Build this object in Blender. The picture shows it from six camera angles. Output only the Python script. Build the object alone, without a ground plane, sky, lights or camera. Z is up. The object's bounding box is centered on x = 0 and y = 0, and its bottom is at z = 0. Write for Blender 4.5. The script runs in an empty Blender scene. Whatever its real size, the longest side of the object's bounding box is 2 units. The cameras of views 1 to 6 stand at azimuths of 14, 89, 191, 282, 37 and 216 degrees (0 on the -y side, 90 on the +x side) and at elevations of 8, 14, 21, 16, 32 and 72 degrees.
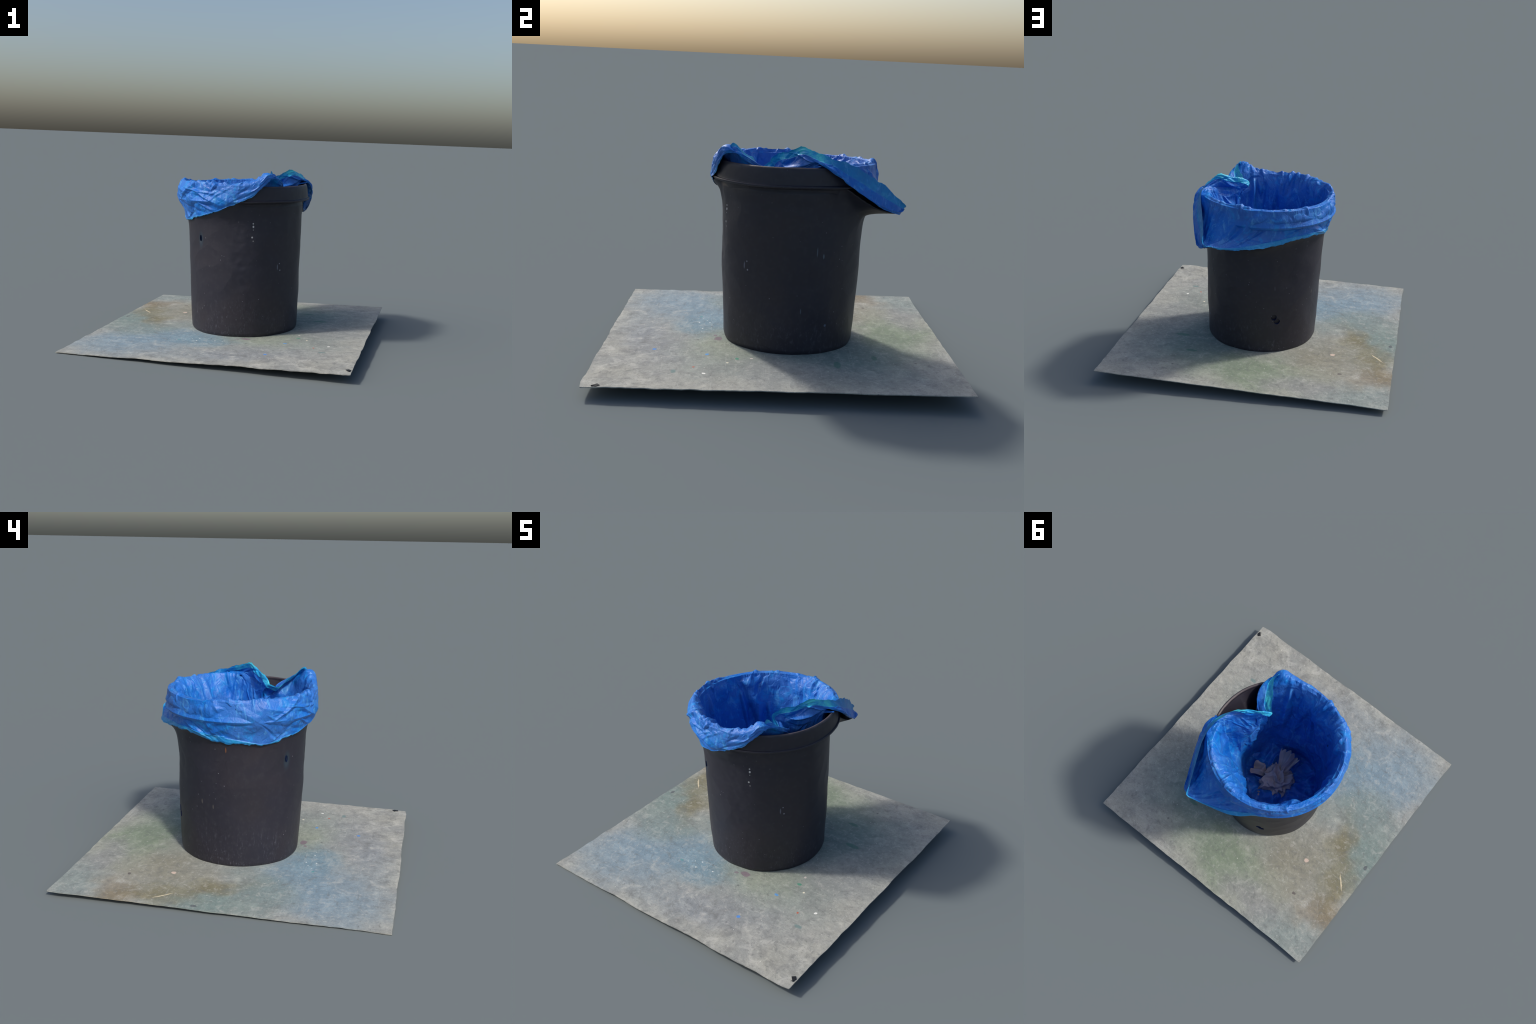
"""Waste bin lined with a crumpled blue bag, standing on a stained stone slab,
with a ball of crumpled paper towel lying in it."""
import bpy, math, random
import numpy as np
from mathutils import Vector, noise

random.seed(7)
SC = bpy.context.scene.collection

# ------------------------------------------------------------------ frame
# Bin axis: leans slightly, because the slab it stands on slopes.
FOOT = np.array([0.0302, 0.0735, 0.048])
AXIS = np.array([-0.0361, -0.0078, 1.0]); AXIS /= np.linalg.norm(AXIS)
XA = np.array([1.0, 0, 0]) - AXIS * AXIS[0]; XA /= np.linalg.norm(XA)
YA = np.cross(AXIS, XA)


def cyl(theta, r, h):
    """degrees, radius, height along the bin axis -> world (arrays allowed)"""
    t = np.radians(theta)
    return (FOOT + np.multiply.outer(r * np.cos(t), XA)
            + np.multiply.outer(r * np.sin(t), YA) + np.multiply.outer(h, AXIS))


def slab_z(x, y):
    return 0.0455 + 0.031 * x + 0.015 * y


def wall_radius(h):
    """plain outer radius of the bin body"""
    return .389 + .044 * h - .012 * h * h


def smooth(a, b, x):
    t = np.clip((x - a) / (b - a), 0, 1)
    return t * t * (3 - 2 * t)


def hermite(knots, vals, q):
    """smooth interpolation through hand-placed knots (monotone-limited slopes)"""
    knots = np.asarray(knots, float); vals = np.asarray(vals, float)
    d = np.diff(vals, axis=0) / np.diff(knots)[:, None]
    m = np.zeros_like(vals)
    m[1:-1] = np.where(d[:-1] * d[1:] > 0, 2 * d[:-1] * d[1:] / (d[:-1] + d[1:] + 1e-12), 0)
    m[0], m[-1] = d[0], d[-1]
    i = np.clip(np.searchsorted(knots, q) - 1, 0, len(knots) - 2)
    w = (knots[i + 1] - knots[i])[:, None]
    t = ((q - knots[i]))[:, None] / w
    return ((2 * t**3 - 3 * t**2 + 1) * vals[i] + (t**3 - 2 * t**2 + t) * w * m[i]
            + (-2 * t**3 + 3 * t**2) * vals[i + 1] + (t**3 - t**2) * w * m[i + 1])


def pnoise(P, scale, seed=0.0):
    """perlin noise on an (..., 3) array"""
    Q = np.asarray(P).reshape(-1, 3) * scale + np.array([seed, seed * 1.7, -seed * 0.6])
    return np.array([noise.noise(Vector(q)) for q in Q]).reshape(np.asarray(P).shape[:-1])


def crease(P, scale, seed=0.0):
    """sharp creases between flat-ish facets, about -0.3..0.3"""
    return 0.28 - np.abs(pnoise(P, scale, seed))


# ------------------------------------------------------------------ objects
def make_object(name, verts, faces, mat, parent=None, smooth_shade=True):
    me = bpy.data.meshes.new(name)
    me.from_pydata([tuple(v) for v in verts], [], faces)
    me.update()
    if smooth_shade:
        me.polygons.foreach_set("use_smooth", [True] * len(me.polygons))
    me.materials.append(mat)
    ob = bpy.data.objects.new(name, me)
    SC.objects.link(ob)
    if parent:
        ob.parent = parent
        ob.matrix_parent_inverse = parent.matrix_world.inverted()
    return ob


def empty(name, loc, label, category):
    ob = bpy.data.objects.new(name, None)
    ob.location = loc
    SC.objects.link(ob)
    bpy.context.view_layer.update()
    ob["label"] = label
    ob["category"] = category
    return ob


def grid_faces(n, m, wrap_n=False, flip=False):
    f = []
    for i in range(n if wrap_n else n - 1):
        k = (i + 1) % n
        for j in range(m - 1):
            q = (i * m + j, k * m + j, k * m + j + 1, i * m + j + 1)
            f.append(q[::-1] if flip else q)
    return f


def vertex_normals(V, faces):
    F = np.array(faces)
    n = np.cross(V[F[:, 2]] - V[F[:, 0]], V[F[:, 3]] - V[F[:, 1]])
    N = np.zeros_like(V)
    for c in range(4):
        np.add.at(N, F[:, c], n)
    return N / (np.linalg.norm(N, axis=1)[:, None] + 1e-12)


def submesh(name, V, faces, N, mat, parent):
    """part of one continuous surface, keeping the whole surface's normals"""
    F = np.array(faces)
    used, inv = np.unique(F, return_inverse=True)
    ob = make_object(name, V[used], inv.reshape(F.shape).tolist(), mat, parent)
    ob.data.normals_split_custom_set_from_vertices([tuple(n) for n in N[used]])
    return ob


# ------------------------------------------------------------------ materials
class Mat:
    """small helper to write node materials as expressions"""
    def __init__(self, name):
        self.m = bpy.data.materials.new(name); self.m.use_nodes = True
        self.nt = self.m.node_tree; self.nt.nodes.clear()
        self.out = self.nt.nodes.new("ShaderNodeOutputMaterial")
        self.bsdf = self.nt.nodes.new("ShaderNodeBsdfPrincipled")
        self.nt.links.new(self.bsdf.outputs[0], self.out.inputs[0])
        self.co = self.nt.nodes.new("ShaderNodeTexCoord").outputs["Object"]

    def put(self, sock, v):
        if isinstance(v, bpy.types.NodeSocket):
            self.nt.links.new(v, sock)
        elif isinstance(v, (tuple, list)) and len(v) == 3 and sock.type == "RGBA":
            sock.default_value = (*v, 1)
        else:
            sock.default_value = v

    def math(self, op, a, b=0.0, clamp=False):
        n = self.nt.nodes.new("ShaderNodeMath"); n.operation = op; n.use_clamp = clamp
        self.put(n.inputs[0], a); self.put(n.inputs[1], b)
        return n.outputs[0]

    def mapping(self, loc=(0, 0, 0), rot=(0, 0, 0), scale=(1, 1, 1), vec=None):
        n = self.nt.nodes.new("ShaderNodeMapping")
        self.put(n.inputs[0], vec or self.co)
        n.inputs[1].default_value = loc; n.inputs[2].default_value = rot; n.inputs[3].default_value = scale
        return n.outputs[0]

    def noise(self, scale, detail=4, rough=0.5, vec=None, dist=0.0):
        n = self.nt.nodes.new("ShaderNodeTexNoise")
        self.put(n.inputs["Vector"], vec or self.co)
        n.inputs["Scale"].default_value = scale; n.inputs["Detail"].default_value = detail
        n.inputs["Roughness"].default_value = rough; n.inputs["Distortion"].default_value = dist
        return n.outputs[0]

    def voronoi(self, scale, vec=None, feature="F1"):
        n = self.nt.nodes.new("ShaderNodeTexVoronoi"); n.feature = feature
        self.put(n.inputs["Vector"], vec or self.co); n.inputs["Scale"].default_value = scale
        return n

    def step(self, v, a, b):
        n = self.nt.nodes.new("ShaderNodeMapRange"); n.interpolation_type = "SMOOTHSTEP"
        self.put(n.inputs[0], v)
        n.inputs[1].default_value, n.inputs[2].default_value = a, b
        return n.outputs[0]

    def mix(self, f, a, b, mode="MIX"):
        n = self.nt.nodes.new("ShaderNodeMix"); n.data_type = "RGBA"; n.blend_type = mode
        self.put(n.inputs[0], f); self.put(n.inputs[6], a); self.put(n.inputs[7], b)
        return n.outputs[2]

    def blob(self, centre, size, rot=0.0, edge=(1.0, 0.0), wobble=0.0, wscale=6.0):
        """soft elliptical patch on the object's coordinates, 1 inside, 0 outside"""
        vec = self.co
        if wobble:
            nz = self.nt.nodes.new("ShaderNodeTexNoise")
            self.put(nz.inputs["Vector"], self.co); nz.inputs["Scale"].default_value = wscale
            nz.inputs["Detail"].default_value = 4
            sub = self.nt.nodes.new("ShaderNodeVectorMath"); sub.operation = "SUBTRACT"
            self.put(sub.inputs[0], nz.outputs[1]); sub.inputs[1].default_value = (.5, .5, .5)
            sc = self.nt.nodes.new("ShaderNodeVectorMath"); sc.operation = "SCALE"
            self.put(sc.inputs[0], sub.outputs[0]); sc.inputs["Scale"].default_value = wobble
            ad = self.nt.nodes.new("ShaderNodeVectorMath"); ad.operation = "ADD"
            self.put(ad.inputs[0], self.co); self.put(ad.inputs[1], sc.outputs[0])
            vec = ad.outputs[0]
        n = self.nt.nodes.new("ShaderNodeVectorMath"); n.operation = "SUBTRACT"
        self.put(n.inputs[0], vec); n.inputs[1].default_value = centre
        m = self.mapping(rot=(0, 0, -rot), vec=n.outputs[0])
        s = self.nt.nodes.new("ShaderNodeVectorMath"); s.operation = "DIVIDE"
        self.put(s.inputs[0], m); s.inputs[1].default_value = size
        l = self.nt.nodes.new("ShaderNodeVectorMath"); l.operation = "LENGTH"
        self.put(l.inputs[0], s.outputs[0])
        return self.step(l.outputs["Value"], edge[0], edge[1])

    def bump(self, h, strength, dist=0.01):
        n = self.nt.nodes.new("ShaderNodeBump")
        self.put(n.inputs["Height"], h); n.inputs["Strength"].default_value = strength
        n.inputs["Distance"].default_value = dist
        self.put(self.bsdf.inputs["Normal"], n.outputs[0])

    def finish(self, colour, rough, spec=0.5):
        self.put(self.bsdf.inputs["Base Color"], colour)
        self.put(self.bsdf.inputs["Roughness"], rough)
        self.bsdf.inputs["Specular IOR Level"].default_value = spec
        return self.m


def stone_material():
    M = Mat("stained_stone")
    big = M.noise(2.2, 5, .6)
    streak = M.noise(9, 6, .65, vec=M.mapping(rot=(0, 0, .75), scale=(.8, 1.7, 1)))
    fine = M.noise(46, 6, .7)
    grain = M.noise(170, 3, .6)
    col = M.mix(M.step(big, .35, .65), (.412, .408, .352), (.342, .350, .325))
    # broad colour stains: blue, teal, green, ochre, brownish grey
    for c, size, rot, tint, amount in [
        ((.05, .05, .04), (.75, .75, 1), .0, (.230, .275, .255), .55),
        ((-.42, -.45, .04), (.62, .30, 1), .5, (.165, .290, .390), .78),
        ((-.62, -.62, .04), (.42, .36, 1), .2, (.215, .315, .385), .75),
        ((-.10, -.44, .04), (.34, .18, 1), .1, (.155, .285, .365), .75),
        ((-.20, -.80, .04), (.40, .20, 1), .1, (.260, .310, .335), .60),
        ((-.85, .12, .04), (.22, .40, 1), .0, (.170, .255, .235), .85),
        ((-.62, -.20, .04), (.30, .22, 1), .4, (.175, .255, .250), .75),
        ((-.05, .74, .04), (.62, .28, 1), -.2, (.200, .270, .165), .80),
        ((.45, .38, .04), (.42, .34, 1), .5, (.155, .240, .215), .80),
        ((-.50, .42, .04), (.36, .30, 1), .4, (.260, .245, .170), .80),
        ((-.68, .10, .04), (.11, .22, 1), .3, (.195, .165, .070), .80),
        ((-.85, .42, .04), (.13, .28, 1), .15, (.220, .185, .085), .80),
        ((-.88, .66, .04), (.20, .18, 1), .2, (.230, .175, .090), .75),
        ((-.78, .90, .04), (.34, .14, 1), .1, (.240, .300, .285), .80),
        ((-.40, .85, .04), (.26, .16, 1), .1, (.300, .290, .300), .60),
        ((.45, -.35, .04), (.36, .28, 1), .3, (.270, .320, .280), .70),
        ((.25, -.28, .04), (.34, .18, 1), .2, (.290, .330, .240), .65),
        ((.25, -.72, .04), (.45, .18, 1), .2, (.260, .285, .310), .65),
        ((.72, .15, .04), (.22, .50, 1), .0, (.260, .275, .270), .50),
    ]:
        f = M.blob(c, tuple(k * 1.18 for k in size[:2]) + (1,), rot, (1.2, .15), .34, 5)
        col = M.mix(M.math("MULTIPLY", f, amount), col, tint)
    # mottling, brushed streaks and fine grain
    col = M.mix(M.step(streak, .38, .74), M.mix(.22, col, (.13, .14, .15)), M.mix(.12, col, (.52, .52, .49)))
    lumpy = M.noise(7.5, 4, .6, dist=1.0)
    wide = M.blob((.35, -.85, .04), (1.2, .55, 1), 0, (1.1, .3))
    wide = M.math("ADD", M.math("MULTIPLY", wide, .24), .14)
    col = M.mix(M.math("MULTIPLY", M.step(lumpy, .50, .68), wide), col, (.15, .15, .148))
    col = M.mix(M.math("MULTIPLY", M.step(lumpy, .46, .32), wide), col, (.58, .57, .52))
    mott = M.noise(17, 5, .65, dist=.8)
    col = M.mix(M.math("MULTIPLY", M.step(mott, .52, .70), .45), col, (.155, .16, .155))
    col = M.mix(M.math("MULTIPLY", M.step(mott, .46, .30), .35), col, (.50, .49, .45))
    col = M.mix(M.math("MULTIPLY", M.step(fine, .55, .70), .50), col, (.13, .132, .132))
    col = M.mix(M.math("MULTIPLY", M.step(fine, .46, .32), .35), col, (.52, .52, .48))
    col = M.mix(M.math("MULTIPLY", M.step(grain, .52, .70), .28), col, (.10, .105, .11))
    # hairline scratches, two directions
    for rot, sd, amt in [(.85, 3.0, .25), (-.35, 9.0, .14), (1.35, 5.0, .16)]:
        w = M.noise(60, 2, .4, vec=M.mapping((sd, sd, 0), (0, 0, rot), (.07, 1.5, 1)))
        gate = M.noise(3.5, 2, .5, vec=M.mapping((sd, 2, 0)))
        f = M.math("MULTIPLY", M.step(w, .66, .73), M.step(gate, .45, .60))
        col = M.mix(M.math("MULTIPLY", f, amt), col, (.50, .50, .47))
    # dark pits
    v = M.voronoi(9).outputs[0]
    pit = M.math("MULTIPLY", M.step(v, .10, .03), M.step(M.noise(14, 2), .45, .6))
    col = M.mix(M.math("MULTIPLY", pit, .6), col, (.07, .065, .08))
    # white paint splatter by the bin and sparse flecks elsewhere
    sv = M.voronoi(42).outputs[0]
    near = M.blob((-.13, -.45, .03), (.18, .07, 1), .0, (1.1, .5))
    spl = M.math("MULTIPLY", M.step(sv, .30, .18), M.step(M.noise(22, 2, vec=M.mapping((1, 4, 0))), .52, .58))
    col = M.mix(M.math("MULTIPLY", spl, near), col, (.72, .74, .72))
    sv2 = M.voronoi(13, vec=M.mapping((3.1, 1.7, 0))).outputs[0]
    col = M.mix(M.math("MULTIPLY", M.step(sv2, .055, .035), .75), col, (.60, .60, .54))
    # single paint spots and stains: centre, half size, colour, strength
    for x, y, a, b, tint, s in [
        (.50, -.22, .018, .014, (.03, .24, .15), .75), (.44, -.39, .014, .012, (.10, .30, .62), .85),
        (.37, -.69, .012, .014, (.08, .26, .66), .90), (.57, -.27, .009, .009, (.75, .70, .55), 1),
        (.74, -.39, .009, .009, (.80, .80, .75), 1), (.65, -.45, .008, .008, (.45, .10, .06), .9),
        (.49, -.14, .009, .008, (.62, .55, .50), .9), (-.54, .36, .019, .019, (.58, .46, .38), 1),
        (.15, -.34, .040, .025, (.19, .13, .17), .75), (.09, -.36, .018, .012, (.19, .13, .17), .6),
        (.56, .33, .060, .020, (.05, .17, .13), .55), (.43, .55, .045, .016, (.05, .16, .12), .55),
        (-.30, -.47, .016, .010, (.06, .28, .28), .6), (.72, -.55, .030, .016, (.10, .22, .22), .5),
        (-.93, .12, .016, .022, (.05, .05, .07), .6), (-.62, .62, .016, .012, (.08, .06, .07), .7),
    ]:
        f = M.blob((x, y, .03), (a, b, 1), 0, (1.05, .75), .02, 40)
        col = M.mix(M.math("MULTIPLY", f, s), col, tint)
    scr = M.blob((-.85, .33, .03), (.075, .006, 1), 2.3, (1.1, .6), .015, 40)
    col = M.mix(scr, col, (.60, .52, .36))
    M.bump(M.math("ADD", M.math("MULTIPLY", fine, .6), M.math("ADD", streak, mott)), .45, .008)
    return M.finish(col, .85, .25)


def bin_material(name, worn, lip=False):
    M = Mat(name)
    tone = M.noise(1.6, 3, .5)
    col = M.mix(M.step(tone, .38, .62), (.0190, .0186, .0300), (.0245, .0206, .0278))
    col = M.mix(M.math("MULTIPLY", M.step(M.noise(2.6, 2), .5, .7), .5), col, (.019, .018, .026))
    col = M.mix(M.math("MULTIPLY", M.step(M.noise(30, 5, .7), .45, .75), .35), col, (.042, .042, .050))
    # upright rub marks, thickest near the foot where the bin gets kicked
    rub = M.noise(75, 5, .75, vec=M.mapping(scale=(1, 1, .40)), dist=.4)
    h = M.nt.nodes.new("ShaderNodeSeparateXYZ"); M.put(h.inputs[0], M.co)
    low = M.math("MULTIPLY", M.step(h.outputs[2], .42, .06), M.math("MULTIPLY", M.step(rub, .52, .68), M.step(M.noise(7, 3, vec=M.mapping((2, 2, 2))), .36, .60)))
    col = M.mix(M.math("MULTIPLY", low, worn), col, (.115, .115, .145))
    # tiny pale flecks and drips
    fl = M.step(M.voronoi(26).outputs[0], .10, .05)
    fl = M.math("MULTIPLY", fl, M.step(M.noise(7, 2), .50, .62))
    col = M.mix(M.math("MULTIPLY", fl, .75), col, (.20, .20, .23))
    dr = M.step(M.voronoi(15, vec=M.mapping((4, 2, 0), scale=(1, 1, .16))).outputs[0], .05, .03)
    dr = M.math("MULTIPLY", dr, M.step(M.noise(6, 2, vec=M.mapping((7, 0, 0))), .52, .60))
    col = M.mix(M.math("MULTIPLY", dr, .4), col, (.13, .13, .16))
    if lip:   # top of the lip is rubbed pale by hands and bags
        d = M.nt.nodes.new("ShaderNodeVectorMath"); d.operation = "DOT_PRODUCT"
        M.put(d.inputs[0], M.co); d.inputs[1].default_value = tuple(AXIS)
        top = M.step(M.math("ADD", d.outputs["Value"], M.math("MULTIPLY", M.noise(18, 4), .012)),
                     1.060 + float(FOOT @ AXIS), 1.072 + float(FOOT @ AXIS))
        col = M.mix(M.math("MULTIPLY", top, .8), col, (.105, .085, .090))
    # paint dots, a drip pair, and the bluish halo round the slit
    for th, hh, a, b, tint, s in [
        (-66.9, .811, .007, .007, (.55, .55, .55), .9), (-66.8, .790, .008, .010, (.65, .65, .65), 1),
        (-66.9, .768, .005, .005, (.35, .35, .35), .8), (-68, .716, .008, .008, (.55, .55, .55), .9),
        (-67, .690, .006, .006, (.30, .30, .30), .8), (-41.2, .497, .006, .026, (.16, .17, .21), .9),
        (-38.8, .522, .006, .006, (.28, .28, .32), .9), (-38, .474, .007, .007, (.32, .32, .36), .9),
        (18.2, .60, .005, .034, (.09, .12, .15), .9), (23.7, .575, .007, .018, (.11, .15, .18), .9),
        (29.3, .172, .010, .010, (.13, .17, .24), .9), (7.2, .262, .005, .020, (.08, .11, .15), .9),
        (157, .422, .008, .020, (.11, .10, .09), .8), (168, .398, .006, .018, (.11, .10, .09), .8),
        (180, .775, .006, .022, (.22, .09, .03), .8),
        (-124, .685, .035, .075, (.022, .040, .060), .8),
        (81, .815, .07, .020, (.18, .20, .02), .7), (70, .84, .10, .07, (.025, .055, .055), .7),
    ]:
        c = cyl(np.array([th]), np.array([wall_radius(hh)]), np.array([hh]))[0]
        f = M.blob(tuple(c), (.04, a * .8, b * .85), math.radians(th), (1.2, .5))
        s = s * .8
        if th > 60 and th < 90:
            c = cyl(np.array([th]), np.array([.50]), np.array([hh]))[0]
            f = M.blob(tuple(c), (a, a, b), 0, (1.3, .3))
        col = M.mix(M.math("MULTIPLY", f, s), col, tint)
    M.bump(M.math("ADD", M.noise(60, 5, .6), M.math("MULTIPLY", rub, .6)), .12, .006)
    return M.finish(col, .48, .45)


def bag_material(name, base, violet, cyan, dark_patch, torn=False):
    M = Mat(name)
    big = M.noise(3.2, 3, .5, dist=.6)
    mid = M.noise(11, 5, .65, dist=1.2)
    col = M.mix(M.step(big, .40, .64), base, violet)
    col = M.mix(M.math("MULTIPLY", M.step(mid, .50, .68), .65), col, cyan)
    col = M.mix(M.math("MULTIPLY", M.step(M.noise(26, 5, .7), .54, .74), .30), col, (.09, .27, .62))
    col = M.mix(M.math("MULTIPLY", M.step(M.noise(8, 4, .6, vec=M.mapping((5, 5, 5))), .50, .68), .40), col, dark_patch)
    painted_glint = M.noise(9, 6, .7, vec=M.mapping((3, 1, 2), (.4, .3, .2), (1.2, 1.2, .45)), dist=2.2)
    col = M.mix(M.math("MULTIPLY", M.step(painted_glint, .54, .64), .50), col, (.100, .370, .740))  # pale streaks painted into the film: sparkle on the fold ridges
    if torn:   # the free edge across the open side is a doubled, paler strip
        c = cyl(np.array([-18.0]), np.array([.30]), np.array([1.12]))[0]
        f = M.blob(tuple(c), (.31, .31, .18), 0, (1.1, .75), .10, 9)
        pale = M.mix(M.step(mid, .38, .62), (.020, .330, .680), (.070, .580, .680))
        col = M.mix(f, col, pale)
    wr = M.voronoi(26, vec=M.mapping(scale=(1, 1, .7)), feature="DISTANCE_TO_EDGE").outputs[0]
    ht = M.math("ADD", M.math("MULTIPLY", M.step(wr, 0, .12), .35), M.noise(38, 5, .65, dist=1.0))
    M.bump(ht, .30, .008)
    return M.finish(col, .42, .38)


def paper_material():
    M = Mat("paper_towel")
    col = M.mix(M.step(M.noise(9, 4), .35, .65), (.54, .455, .43), (.44, .375, .365))
    M.bump(M.noise(60, 4), .2, .004)
    return M.finish(col, .9, .2)


def plain(name, colour, rough=.5):
    M = Mat(name)
    v = M.mix(M.step(M.noise(40, 3), .4, .6), colour, tuple(c * .8 for c in colour))
    return M.finish(v, rough)


MAT_STONE = stone_material()
MAT_BIN = bin_material("dark_plastic", .55)
MAT_RIM = bin_material("dark_plastic_rim", .2, True)
MAT_BAG = bag_material("blue_film", (.006, .140, .560), (.034, .160, .540), (.008, .265, .700), (.006, .085, .370))
MAT_HEM = bag_material("blue_film_hem", (.008, .190, .520), (.020, .270, .580), (.030, .330, .600), (.012, .160, .400), True)
MAT_PAPER = paper_material()
MAT_DARK_BLUE = plain("dark_blue_hole", (.006, .020, .080))
MAT_HOLE = plain("hole_dark", (.004, .006, .010), .8)

# ------------------------------------------------------------------ slab
def build_slab():
    n = 260
    u = np.linspace(-1, 1, n)
    X, Y = np.meshgrid(u * .968, u * .996, indexing="ij")
    P = np.stack([X, Y, np.zeros_like(X)], -1)
    # clipped / slightly ragged outline
    for ax, half, s in ((0, .968, 1.0), (1, .996, 2.0)):
        wob = pnoise(P, 5.0, s) * .006 + pnoise(P, 16.0, s + 5) * .003
        P[..., ax] += wob * smooth(.8, 1.0, np.abs(P[..., ax]) / half)
    corner = (X > .90) & (Y < -.93)
    P[..., 1] += np.where(corner, (X - .90) * .20, 0)
    z = slab_z(P[..., 0], P[..., 1])
    edge = np.maximum(np.abs(X) / .968, np.abs(Y) / .996)
    lump = pnoise(P, 9, 11) * .006 + pnoise(P, 22, 13) * .003
    z = z + .0022 * smooth(1.0, .3, edge) + lump * .7 * (0.25 + .75 * smooth(.55, 1, edge) * smooth(.3, -.6, Y)) + pnoise(P, 60, 3) * .0008
    P[..., 2] = z
    V = P.reshape(-1, 3)
    thick = .005
    low = V.min(axis=0)[2] - thick
    V[:, 2] -= low
    B = V.copy(); B[:, 2] -= thick
    top = grid_faces(n, n)
    k = len(V)
    bot = [tuple(i + k for i in f[::-1]) for f in top]
    ring = ([i * n for i in range(n)] + [(n - 1) * n + j for j in range(1, n)]
            + [i * n + n - 1 for i in range(n - 2, -1, -1)] + [j for j in range(n - 2, 0, -1)])
    # the cut edge has its own vertices, so that it shades as a sharp edge
    L = len(ring); k2 = 2 * k
    side = [(k2 + i, k2 + (i + 1) % L, k2 + L + (i + 1) % L, k2 + L + i) for i in range(L)]
    ob = make_object("stone_slab", np.vstack([V, B, V[ring], B[ring]]), top + bot + side, MAT_STONE)
    ob["label"] = "square thin grey stone slab with blue, green and ochre stains"
    ob["category"] = "floor slab"
    # small dark chip beside one corner
    zz = slab_z(.945, -.915) - low + .0015
    chip = [(.930, -.908), (.956, -.935), (.964, -.908), (.948, -.892)]
    cv = [(x, y, zz + dz) for dz in (-.003, .002) for x, y in chip]
    cf = [(4, 5, 6, 7), (3, 2, 1, 0)] + [(i, (i + 1) % 4, 4 + (i + 1) % 4, 4 + i) for i in range(4)]
    make_object("chip", cv, cf, MAT_HOLE, ob, False)
    return low


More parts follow.
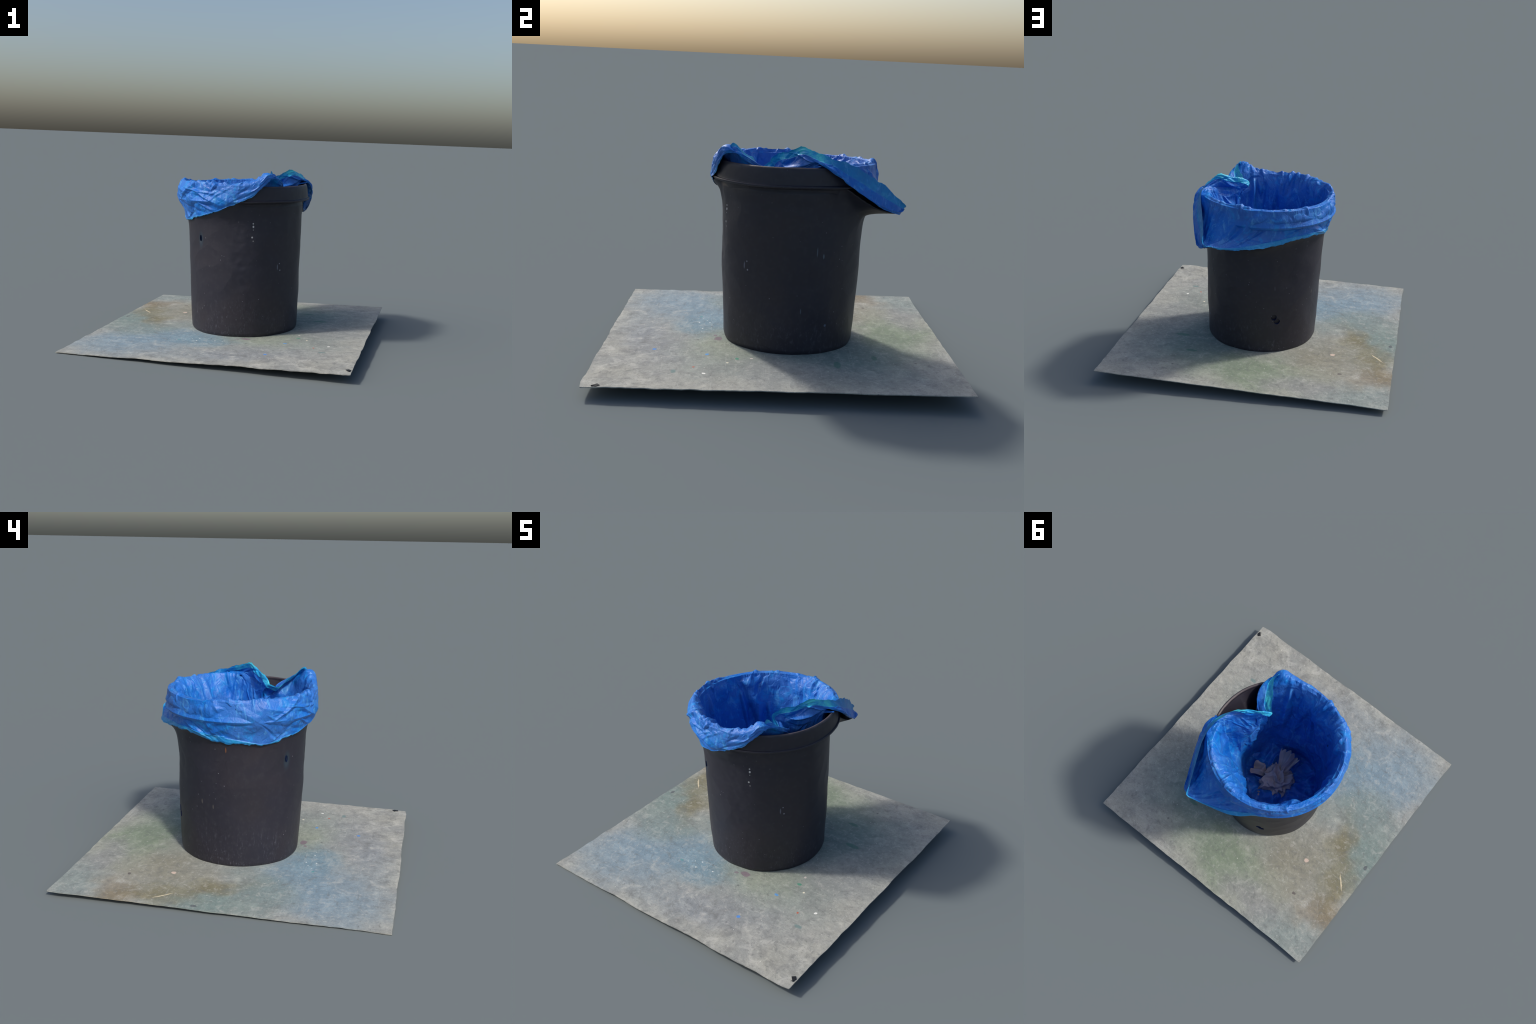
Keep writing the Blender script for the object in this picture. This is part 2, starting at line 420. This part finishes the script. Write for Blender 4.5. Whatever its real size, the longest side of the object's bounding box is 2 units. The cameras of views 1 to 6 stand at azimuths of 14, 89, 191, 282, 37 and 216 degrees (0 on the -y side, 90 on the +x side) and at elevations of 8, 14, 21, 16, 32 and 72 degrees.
# ------------------------------------------------------------------ liner
# Cross-sections of the liner, one per direction round the bin.  Every section
# runs from the free hem, down or up the outside, over the rim, and down inside:
#   angle, hem (angle offset, r, h[, sideways swing below the hem]), then outside low, outside mid, shoulder,
#   crest, inside top, inside mid, inside low as (r, h).
SECTIONS = [
 (-180, (0, .436, .824), (.446, .880), (.472, .960), (.480, 1.04), (.455, 1.096), (.426, 1.045), (.397, .70), (.358, .35)),
 (-165, (0, .434, .820), (.448, .875), (.476, .955), (.484, 1.03), (.455, 1.100), (.430, 1.045), (.402, .70), (.362, .35)),
 (-148, (0, .430, .810), (.450, .870), (.482, .950), (.488, 1.03), (.455, 1.096), (.422, 1.045), (.396, .70), (.360, .35)),
 (-130, (0, .434, .838), (.456, .890), (.482, .970), (.486, 1.04), (.455, 1.092), (.402, 1.040), (.388, .70), (.360, .35)),
 (-112, (0, .448, .866), (.466, .920), (.480, .980), (.480, 1.05), (.452, 1.098), (.372, .960), (.368, .68), (.345, .35)),
 (-100, (0, .460, .895), (.474, .940), (.484, .995), (.480, 1.055), (.451, 1.097), (.360, .920), (.370, .67), (.325, .35)),
 (-85,  (0, .476, .943), (.484, .970), (.486, 1.01), (.478, 1.06), (.450, 1.095), (.382, .960), (.382, .68), (.300, .35)),
 (-69,  (0, .480, 1.00), (.488, 1.03), (.490, 1.05), (.486, 1.085), (.452, 1.113), (.416, 1.050), (.368, .68), (.290, .35)),
 (-61,  (0, .486, 1.06), (.494, 1.080), (.500, 1.10), (.494, 1.125), (.462, 1.134), (.418, 1.070), (.378, .70), (.300, .35)),
 (-56,  (0, .488, 1.10), (.492, 1.115), (.494, 1.13), (.484, 1.148), (.458, 1.152), (.416, 1.07), (.382, .70), (.308, .35)),
 (-51,  (0, .452, 1.174, 6), (.460, 1.14), (.460, 1.115), (.448, 1.10), (.430, 1.085), (.410, 1.02), (.384, .70), (.312, .35)),
 (-47,  (0, .410, 1.130, 13), (.415, 1.10), (.415, 1.08), (.410, 1.05), (.400, 1.02), (.390, .96), (.380, .70), (.315, .35)),
 (-44,  (-2, .337, 1.085, 17), (.345, 1.055), (.350, 1.04), (.350, 1.01), (.350, .98), (.362, .90), (.376, .68), (.314, .35)),
 (-40,  (-3, .285, 1.040, 17), (.295, 1.015), (.303, .99), (.310, .97), (.322, .94), (.345, .88), (.368, .66), (.312, .35)),
 (-35,  (-7, .216, 1.080, 9), (.208, 1.045), (.222, 1.02), (.242, .98), (.270, .94), (.328, .86), (.352, .65), (.310, .35)),
 (-22,  (0, .232, 1.122), (.224, 1.080), (.226, 1.03), (.226, .98), (.228, .92), (.244, .84), (.290, .65), (.298, .35)),
 (-10,  (0, .276, 1.136), (.270, 1.092), (.274, 1.04), (.262, .98), (.248, .92), (.240, .84), (.256, .65), (.284, .35)),
 (4,    (0, .342, 1.170), (.352, 1.12), (.358, 1.075), (.348, 1.04), (.332, .99), (.304, .88), (.280, .65), (.274, .36)),
 (12,   (0, .378, 1.152), (.426, 1.098), (.415, 1.085), (.392, 1.075), (.378, 1.04), (.360, .92), (.318, .65), (.264, .36)),
 (22,   (0, .430, 1.125), (.496, 1.050), (.474, 1.080), (.444, 1.088), (.412, 1.080), (.384, .94), (.328, .65), (.252, .37)),
 (34,   (0, .484, 1.092), (.540, .965), (.496, .998), (.478, 1.06), (.430, 1.086), (.386, .96), (.318, .65), (.240, .38)),
 (44,   (0, .522, 1.046), (.576, .900), (.522, .935), (.482, 1.04), (.440, 1.085), (.386, .98), (.302, .65), (.230, .38)),
 (54,   (0, .574, .988), (.630, .840), (.555, .868), (.486, 1.02), (.446, 1.085), (.380, .99), (.288, .66), (.228, .38)),
 (61,   (0, .634, .914), (.673, .820), (.598, .845), (.490, 1.005), (.447, 1.085), (.376, 1.00), (.284, .67), (.232, .38)),
 (65,   (0, .682, .858), (.668, .826), (.604, .848), (.492, .995), (.447, 1.085), (.375, 1.00), (.284, .67), (.238, .38)),
 (70,   (0, .642, .836), (.624, .845), (.568, .868), (.486, .992), (.446, 1.085), (.376, 1.01), (.290, .68), (.246, .38)),
 (80,   (0, .580, .824), (.548, .846), (.494, .892), (.474, .990), (.446, 1.084), (.382, 1.02), (.306, .69), (.270, .36)),
 (96,   (0, .520, .830), (.476, .858), (.444, .930), (.484, 1.01), (.450, 1.081), (.400, 1.03), (.345, .70), (.302, .35)),
 (112,  (0, .460, .838), (.446, .878), (.446, .940), (.484, 1.01), (.452, 1.080), (.402, 1.03), (.362, .70), (.328, .35)),
 (126,  (0, .456, .860), (.445, .892), (.447, .942), (.484, 1.01), (.452, 1.080), (.394, 1.02), (.370, .70), (.342, .35)),
 (145,  (0, .454, .872), (.447, .898), (.453, .948), (.484, 1.015), (.452, 1.082), (.392, 1.00), (.378, .70), (.350, .35)),
 (165,  (0, .440, .842), (.446, .885), (.466, .958), (.485, 1.03), (.454, 1.088), (.420, 1.040), (.393, .70), (.356, .35)),
 (180,  (0, .436, .824), (.446, .880), (.472, .960), (.480, 1.04), (.455, 1.096), (.426, 1.045), (.397, .70), (.358, .35)),
]

def floor_height(q):
    """the bag's bottom is uneven: height round its edge"""
    return float(np.interp(q, [-180, -165, -145, -125, -105, -80, -50, -20, 20, 50, 90, 140, 180],
                           [.215, .210, .160, .145, .160, .225, .235, .20, .195, .21, .20, .20, .215]))


STATION = [0, .11, .22, .33, .42, .50, .72, .93, 1.0]   # knots along a section


def hem_band(q):
    """width of the welded hem, as a share of the section, round the bin"""
    return np.interp(q, [-180, -155, -105, -60, -52, -44, 0, 14, 26, 64, 80, 105, 180],
                     [.070, .018, .014, .014, .05, .10, .10, .06, .045, .045, .05, .090, .085])


def section_rows(q):
    """interpolated section points at angles q: (len(q), 9, 3) as angle, r, h"""
    ang = [s[0] for s in SECTIONS]
    rows = []
    for s in SECTIONS:
        pts = [(s[0] + s[1][0], s[1][1], s[1][2])]
        off = s[1][0]
        for k, p in enumerate(s[2:]):
            swing = s[1][3] * (.55, 1, 1, .75, .4, 0, 0)[k] if len(s[1]) > 3 else 0
            pts.append((s[0] + off * max(0, 1 - (k + 1) / 4) + swing, p[0], p[1]))
        pts.append((s[0], s[-1][0] - .03, floor_height(s[0])))
        rows.append(np.array(pts).ravel())
    # periodic: borrow neighbours on both ends
    ang = [a - 360 for a in ang[-4:-1]] + ang + [a + 360 for a in ang[1:4]]
    def sh(r, d):
        r = r.copy(); r[0::3] += d; return r
    rows = [sh(r, -360) for r in rows[-4:-1]] + rows + [sh(r, 360) for r in rows[1:4]]
    return hermite(ang, np.array(rows), q).reshape(len(q), 9, 3)


def inner_radius(h):
    """inner radius of the bin, up to the lip"""
    return np.interp(h, [0, .2, .55, .85, 1.0, 1.045, 1.06], [.376, .382, .394, .411, .430, .437, .444])


def film_folds(A, B, crest):
    """Relief of the film as a sum of straight, tapering tent folds laid on the
    unrolled film (A along the rim, B down the section, both in metres)."""
    rng = random.Random(21)
    D = np.zeros_like(A)
    period = 2 * math.pi * .45

    def fold(a0, b0, direction, length, width, amp, sharp=1.0):
        da = (A - a0 + period / 2) % period - period / 2
        db = B - b0
        c, s = math.cos(direction), math.sin(direction)
        along = (da * c + db * s) / (length / 2)
        # width flares from one end to the other
        across = np.abs(-da * s + db * c) / (width * (1 + .5 * np.clip(along, -1, 1)))
        tent = np.clip(1 - across, 0, 1)
        tent = tent if sharp else tent * tent * (3 - 2 * tent)
        D[...] += amp * tent * np.clip(1 - along * along, 0, 1)

    up = math.pi / 2
    for _ in range(75):      # puckers across the crest
        fold(rng.uniform(0, period), crest + rng.gauss(.015, .03), up + rng.uniform(-.7, .7),
             rng.uniform(.06, .16), rng.uniform(.010, .028), rng.choice((-1, 1, 1)) * rng.uniform(.005, .014))
    for _ in range(85):      # slanting drag folds on the skirt
        fold(rng.uniform(0, period), crest - rng.uniform(.04, .24), rng.choice((-1, 1)) * rng.uniform(.15, .75),
             rng.uniform(.10, .34), rng.uniform(.010, .034), rng.choice((-1, 1)) * rng.uniform(.004, .0115))
    for _ in range(46):      # long hanging folds inside
        fold(rng.uniform(0, period), crest + rng.uniform(.22, .55), up + rng.uniform(-.30, .30),
             rng.uniform(.35, .85), rng.uniform(.030, .085), rng.choice((-1, 1)) * rng.uniform(.010, .030), 0 if rng.random() < .5 else 1)
    for _ in range(70):      # shorter creases inside
        fold(rng.uniform(0, period), crest + rng.uniform(.03, .7), up + rng.uniform(-1.1, 1.1),
             rng.uniform(.08, .25), rng.uniform(.012, .034), rng.choice((-1, 1)) * rng.uniform(.004, .012))
    for _ in range(190):     # small nicks
        fold(rng.uniform(0, period), crest + rng.gauss(0, .10), rng.uniform(0, math.pi),
             rng.uniform(.03, .08), rng.uniform(.007, .014), rng.choice((-1, 1)) * rng.uniform(.0015, .004))
    # long creases running down to the pulled-out tip
    for deg, bb, direction, length, width, amp in [(72, .13, .95, .34, .022, .010), (79, .15, .80, .36, .026, -.011),
                                                   (86, .16, .70, .38, .024, .010), (94, .14, .55, .36, .020, -.007),
                                                   (58, .16, 1.9, .26, .022, .009), (48, .18, 2.1, .22, .020, -.009)]:
        fold(math.radians(deg) * .45, bb, direction, length, width, amp)
    # creases on the curtain drawn across the open side
    for deg, bb, direction, length, width, amp in [(-8, .075, -.25, .22, .030, .014), (-25, .060, .6, .14, .022, .010),
                                                   (2, .050, -.5, .18, .018, -.008), (-45, .050, 1.2, .16, .020, .010)]:
        fold(math.radians(deg) * .45, bb, direction, length, width, amp)
    return D


def build_liner(parent):
    nt, ns, nf = 1040, 300, 30
    q = -180 + 360 * np.arange(nt) / nt
    R = section_rows(q)
    s = np.linspace(0, 1, ns)
    G = np.zeros((nt, ns, 3))
    for i in range(nt):
        G[i] = hermite(STATION, R[i], s)
    th, r, h = G[..., 0], G[..., 1], G[..., 2]
    P = cyl(th.ravel(), r.ravel(), h.ravel()).reshape(nt, ns, 3)
    # close the bag with a floor
    floor = np.zeros((nt, nf, 3))
    for j in range(nf):
        t = (j + 1) / nf
        floor[:, j] = cyl(th[:, -1], r[:, -1] * (1 - t) + .002 * t, h[:, -1] * (1 - t) + .185 * t - .012 * min(1, t * 2.5))
    G3 = np.concatenate([P, floor], axis=1)
    m = ns + nf
    faces = np.array(grid_faces(nt, m, wrap_n=True))
    V = G3.reshape(-1, 3)
    N = vertex_normals(V, faces)
    S = np.concatenate([s, np.ones(nf)])[None, :] * np.ones((nt, 1))
    # unrolled coordinates of the film
    step = np.linalg.norm(np.diff(G3, axis=1), axis=2).mean(axis=0)
    b = np.concatenate([[0], np.cumsum(step)])
    A = np.repeat(np.radians(q)[:, None] * .45, m, 1)
    B = np.repeat(b[None, :], nt, 0)
    crest = np.interp(.42, s, b[:ns])
    D = film_folds(A, B, crest)
    soft = (pnoise(V, 4.5, 9.2) * .013 + pnoise(V, 10.0, 3.3) * .010).reshape(nt, m)
    D = D + soft + (crease(V, 20.0, 7.7) * .004).reshape(nt, m)
    D *= .35 + .65 * smooth(0, .10, S)
    # the curtain across the open side is pulled fairly flat
    curtain = (smooth(-50, -44, q) * smooth(16, 6, q))[:, None] * smooth(.6, .4, S)
    D = D * (1 + .25 * curtain)
    # welded hem stands a little proud of the film above it
    hb = hem_band(q)[:, None]
    D = D + .0045 * smooth(.005, -.005, S - hb) * smooth(.0, .02, S)
    V = V + N * D.ravel()[:, None]
    isfloor = smooth(.95, 1.0, S).ravel()
    V = V + np.outer((pnoise(V, 8, 20.0) * .05 + (crease(V, 14, 22.0) - .08) * .05) * isfloor, AXIS)
    hemw = np.exp(-(S / .02) ** 2).ravel()
    V = V + np.outer((pnoise(V, 22, 2.5) * .008 + pnoise(V, 60, 5.5) * .004) * hemw, AXIS)
    # keep the film off the plastic: outside the rim, over the lip, inside the wall
    W = V - FOOT
    hh = W @ AXIS
    rad = W - np.outer(hh, AXIS)
    rr = np.linalg.norm(rad, axis=1)
    Sf = S.ravel(); Q = np.repeat(q[:, None], m, 1).ravel()
    over = (Q < -52) | (Q > 14)
    outer = over & (Sf < .40) & (hh < 1.07)
    lim = np.where(hh > .925, np.interp(hh, [.925, .948, .964, .980, .995, 1.03, 1.05, 1.07], [.430, .474, .487, .480, .474, .471, .468, .458]), .430)
    new = np.where(outer, np.maximum(rr, lim), rr)
    inner = np.where(over, Sf > .44, True) & (hh < 1.06)
    new = np.where(inner, np.minimum(new, inner_radius(hh) - .010), new)
    top = over & (new > .428) & (new < .47) & (Sf > .3) & (Sf < .52) & (hh < 1.076) & (hh > 1.03)
    hn = np.where(top, 1.076 + (hh - 1.076) * .15, hh)
    V = FOOT + rad * (new / rr)[:, None] + np.outer(hn, AXIS)
    N = vertex_normals(V, faces)
    col = faces[:, 0] % m
    band = np.round(hem_band(q) * ns)[faces[:, 0] // m]
    liner = submesh("bin_liner", V, faces[col >= band], N, MAT_BAG, parent)
    submesh("hem", V, faces[col < band], N, MAT_HEM, liner)


# ------------------------------------------------------------------ bin
# holes through the wall: angle, height, half width, half height, depth
HOLES = [(112.7, .282, .019, .021, .055), (116.0, .249, .020, .020, .055), (-124.3, .695, .006, .020, .022)]


def build_bin():
    root = empty("waste_bin", tuple(FOOT), "dark round plastic waste bin with blue bag liner", "waste bin")
    nt = 760
    q = -180 + 360 * np.arange(nt) / nt
    R = section_rows(q)
    hem, low = R[:, 0], R[:, 1]
    # the wall is drawn out to meet the overhanging liner edge
    hr = np.where(low[:, 2] < hem[:, 2], low[:, 1], hem[:, 1]) - .008
    hh = np.where(low[:, 2] < hem[:, 2], low[:, 2], hem[:, 2])
    nh = 360
    H = np.linspace(0, .957, nh)
    base = wall_radius(H)
    base = np.where(H < .03, base - .010 * (1 - H / .03) ** 2, base)
    base = base + .004 * smooth(.84, .90, H) - .006 * smooth(.915, .945, H)
    TH = np.repeat(q[:, None], nh, 1)
    HH = np.repeat(H[None, :], nt, 0)
    gap = hh[:, None] - HH
    reach = np.clip(hr[:, None] - base[None, :], 0, None)
    far = smooth(.07, .16, reach)
    drop = far * (.75 * np.exp(-gap / .013) + .25 * np.exp(-gap / .05)) + (1 - far) * np.exp(-gap / .034)
    under = np.where(gap > 0, drop, np.exp(gap / .018))
    on = smooth(.98, .94, hh)[:, None] * np.interp(q, [0, 10, 40, 60], [1, .3, .6, 1])[:, None]
    Rr = base[None, :] + reach * under * on
    P = cyl(TH.ravel(), Rr.ravel(), HH.ravel())
    d = pnoise(P, 2.4, 1.0) * .005 + pnoise(P * np.array([1, 1, .5]), 7.0, 2.0) * .005
    rough = np.exp(-(((TH.ravel() + 78) / 9) ** 2)) * smooth(.2, .5, HH.ravel())
    d = d + pnoise(P, 22, 3.0) * .0035 * rough + (crease(P, 7, 5.0) - .08) * .004
    # broad dents and bulges of the thin plastic: angle, height, spans, depth
    for th0, h0, wth, wh, dep in ((121, .60, 21, .14, .017), (-150, .5, 32, .30, .006), (-15, .80, 30, .22, -.006)):
        dth = (TH.ravel() - th0 + 180) % 360 - 180
        d = d - dep * np.exp(-(dth / wth) ** 2 - ((HH.ravel() - h0) / wh) ** 2)
    # slit: a pinched dent in the wall
    slit = np.exp(-(((TH + 124.5) * .4 * math.pi / 180 / .009) ** 2) - ((HH - .695) / .024) ** 2)
    d = d - slit.ravel() * .008
    P = cyl(TH.ravel(), Rr.ravel() + d, HH.ravel())
    faces = np.array(grid_faces(nt, nh, True))
    fth = q[faces[:, 0] // nh] + 180 / nt; fh = H[faces[:, 0] % nh] + H[1] / 2
    keep = np.ones(len(faces), bool)
    for th, h, a, b2, _ in HOLES:
        dx = np.radians(fth - th) * wall_radius(h)
        keep &= (dx / a) ** 2 + ((fh - h) / b2) ** 2 > 1
    make_object("body", P, faces[keep].tolist() + [tuple(i * nh for i in range(nt))], MAT_BIN, root)
    # rim: turned profile with a bead at the foot of the band and a rounded lip,
    # running on into the bin's inner wall and floor
    prof = [(.424, .943), (.444, .948), (.466, .9525), (.4755, .957), (.4775, .963), (.4750, .9685), (.4675, .9715),
            (.4660, .980), (.4645, 1.00), (.4620, 1.03), (.4590, 1.050), (.4550, 1.060), (.4490, 1.0655),
            (.4430, 1.0640), (.4370, 1.058), (.4350, 1.046), (.430, 1.00), (.420, .92), (.411, .85), (.394, .55), (.382, .20), (.374, .06), (.30, .05), (.02, .05)]
    t = np.array(prof)
    k = np.arange(len(t)); dense = np.linspace(0, len(t) - 1, (len(t) - 1) * 6 + 1)
    rp = hermite(k, t, dense)
    m = len(rp)
    TH = np.repeat(q[:, None], m, 1)
    rr = np.repeat(rp[None, :, 0], nt, 0); hv = np.repeat(rp[None, :, 1], nt, 0)
    # on the open side the inner wall runs in towards the film and closes the gap
    w = (smooth(-54, -46, q) * smooth(18, 8, q))[:, None]
    rE = np.max([np.roll(R[:, 5, 1], k) for k in range(-20, 21, 2)], axis=0)[:, None] + .016; hE = R[:, 5, 2][:, None]
    shelf = rE + (.434 - rE) * np.clip((hv - hE) / (1.046 - hE), 0, 1) ** .8
    mask = smooth(hE - .06, hE, hv) * (dense[None, :] > 15)
    rr = rr + (np.minimum(shelf, rr) - rr) * mask * w
    P = cyl(TH.ravel(), rr.ravel(), hv.ravel())
    P = cyl(TH.ravel(), rr.ravel() + pnoise(P, 6, 6.0) * .003 + pnoise(P, 25, 8.0) * .0008, hv.ravel() + pnoise(P, 3, 7.0) * .004)
    make_object("rim", P, grid_faces(nt, m, True), MAT_RIM, root)
    # holes: short dark-blue sockets going in from the wall
    for th, h, a, b2, back in HOLES:
        c = cyl(np.array([th]), np.array([wall_radius(h)]), np.array([h]))[0]
        c0 = cyl(np.array([th]), np.array([.0]), np.array([h]))[0]
        out = Vector(c - c0).normalized(); up = Vector(AXIS); side = up.cross(out)
        vs, fs, seg = [], [], 28
        for f, dz in ((1.04, -.001), (1.0, -.012), (.95, -back), (.02, -back - .002)):
            for i in range(seg):
                t2 = 2 * math.pi * i / seg
                vs.append(tuple(Vector(c) + side * (a * f * math.cos(t2)) + up * (b2 * f * math.sin(t2)) + out * dz))
        for k2 in range(3):
            for i in range(seg):
                j = (i + 1) % seg
                fs.append((k2 * seg + i, k2 * seg + j, (k2 + 1) * seg + j, (k2 + 1) * seg + i)[::-1])
        make_object("hole", vs, fs, MAT_DARK_BLUE, root)
    build_liner(root)
    return root


# ------------------------------------------------------------------ paper
def build_paper():
    centre = cyl(np.array([-120.0]), np.array([.02]), np.array([.172]))[0]
    root = empty("crumpled_paper", tuple(centre - np.array([0, 0, .09])), "crumpled brownish paper towel with pinked ends", "paper")
    nu, nv = 160, 90
    u = 2 * np.pi * np.arange(nu) / nu
    v = np.linspace(.02, np.pi - .02, nv)
    U, Vv = np.meshgrid(u, v, indexing="ij")
    D = np.stack([np.sin(Vv) * np.cos(U), np.sin(Vv) * np.sin(U), np.cos(Vv)], -1)
    rad = .105 + crease(D, 1.6, 3.0) * .10 + crease(D, 3.4, 5.0) * .045 + pnoise(D, 1.1, 8.0) * .03
    P = centre + D * rad[..., None] * np.array([1.0, 1.12, .85])
    make_object("paper_ball", P.reshape(-1, 3), grid_faces(nu, nv, True, flip=True), MAT_PAPER, root)
    # two flaring ends with pinked edges
    for ang, length, width, lift, teeth in ((-86, .16, .080, .09, 5), (6, .14, .065, .07, 2.4)):
        a = math.radians(ang)
        d = np.array([math.cos(a), math.sin(a), 0]); s = np.array([-d[1], d[0], 0])
        n, m2 = 40, 48
        vs = []
        for i in range(n):
            for j in range(m2):
                t = i / (n - 1); w = j / (m2 - 1) * 2 - 1
                tooth = .022 * abs(math.sin(w * teeth * math.pi / 2)) * t
                p = (centre + d * (.04 + length * t + tooth) + s * w * width * (.35 + .65 * t)
                     + np.array([0, 0, .03 + lift * t + .018 * math.sin(w * 6 + ang) * t - .02 * w * w]))
                vs.append(p)
        vs = np.array(vs)
        vs += np.stack([pnoise(vs, 12, 6.0) * .02, pnoise(vs, 12, 8.0) * .02, pnoise(vs, 12, 4.0) * .05], -1)
        top = grid_faces(n, m2)
        b = vs.copy(); b[:, 2] -= .004
        k = len(vs)
        ring = ([i * m2 for i in range(n)] + [(n - 1) * m2 + j for j in range(1, m2)]
                + [i * m2 + m2 - 1 for i in range(n - 2, -1, -1)] + [j for j in range(m2 - 2, 0, -1)])
        side = [(x, x + k, y + k, y)[::-1] for x, y in zip(ring, ring[1:] + ring[:1])]
        make_object("paper_end", np.vstack([vs, b]), top + [tuple(x + k for x in f[::-1]) for f in top] + side, MAT_PAPER, root)


build_slab()
build_bin()
build_paper()
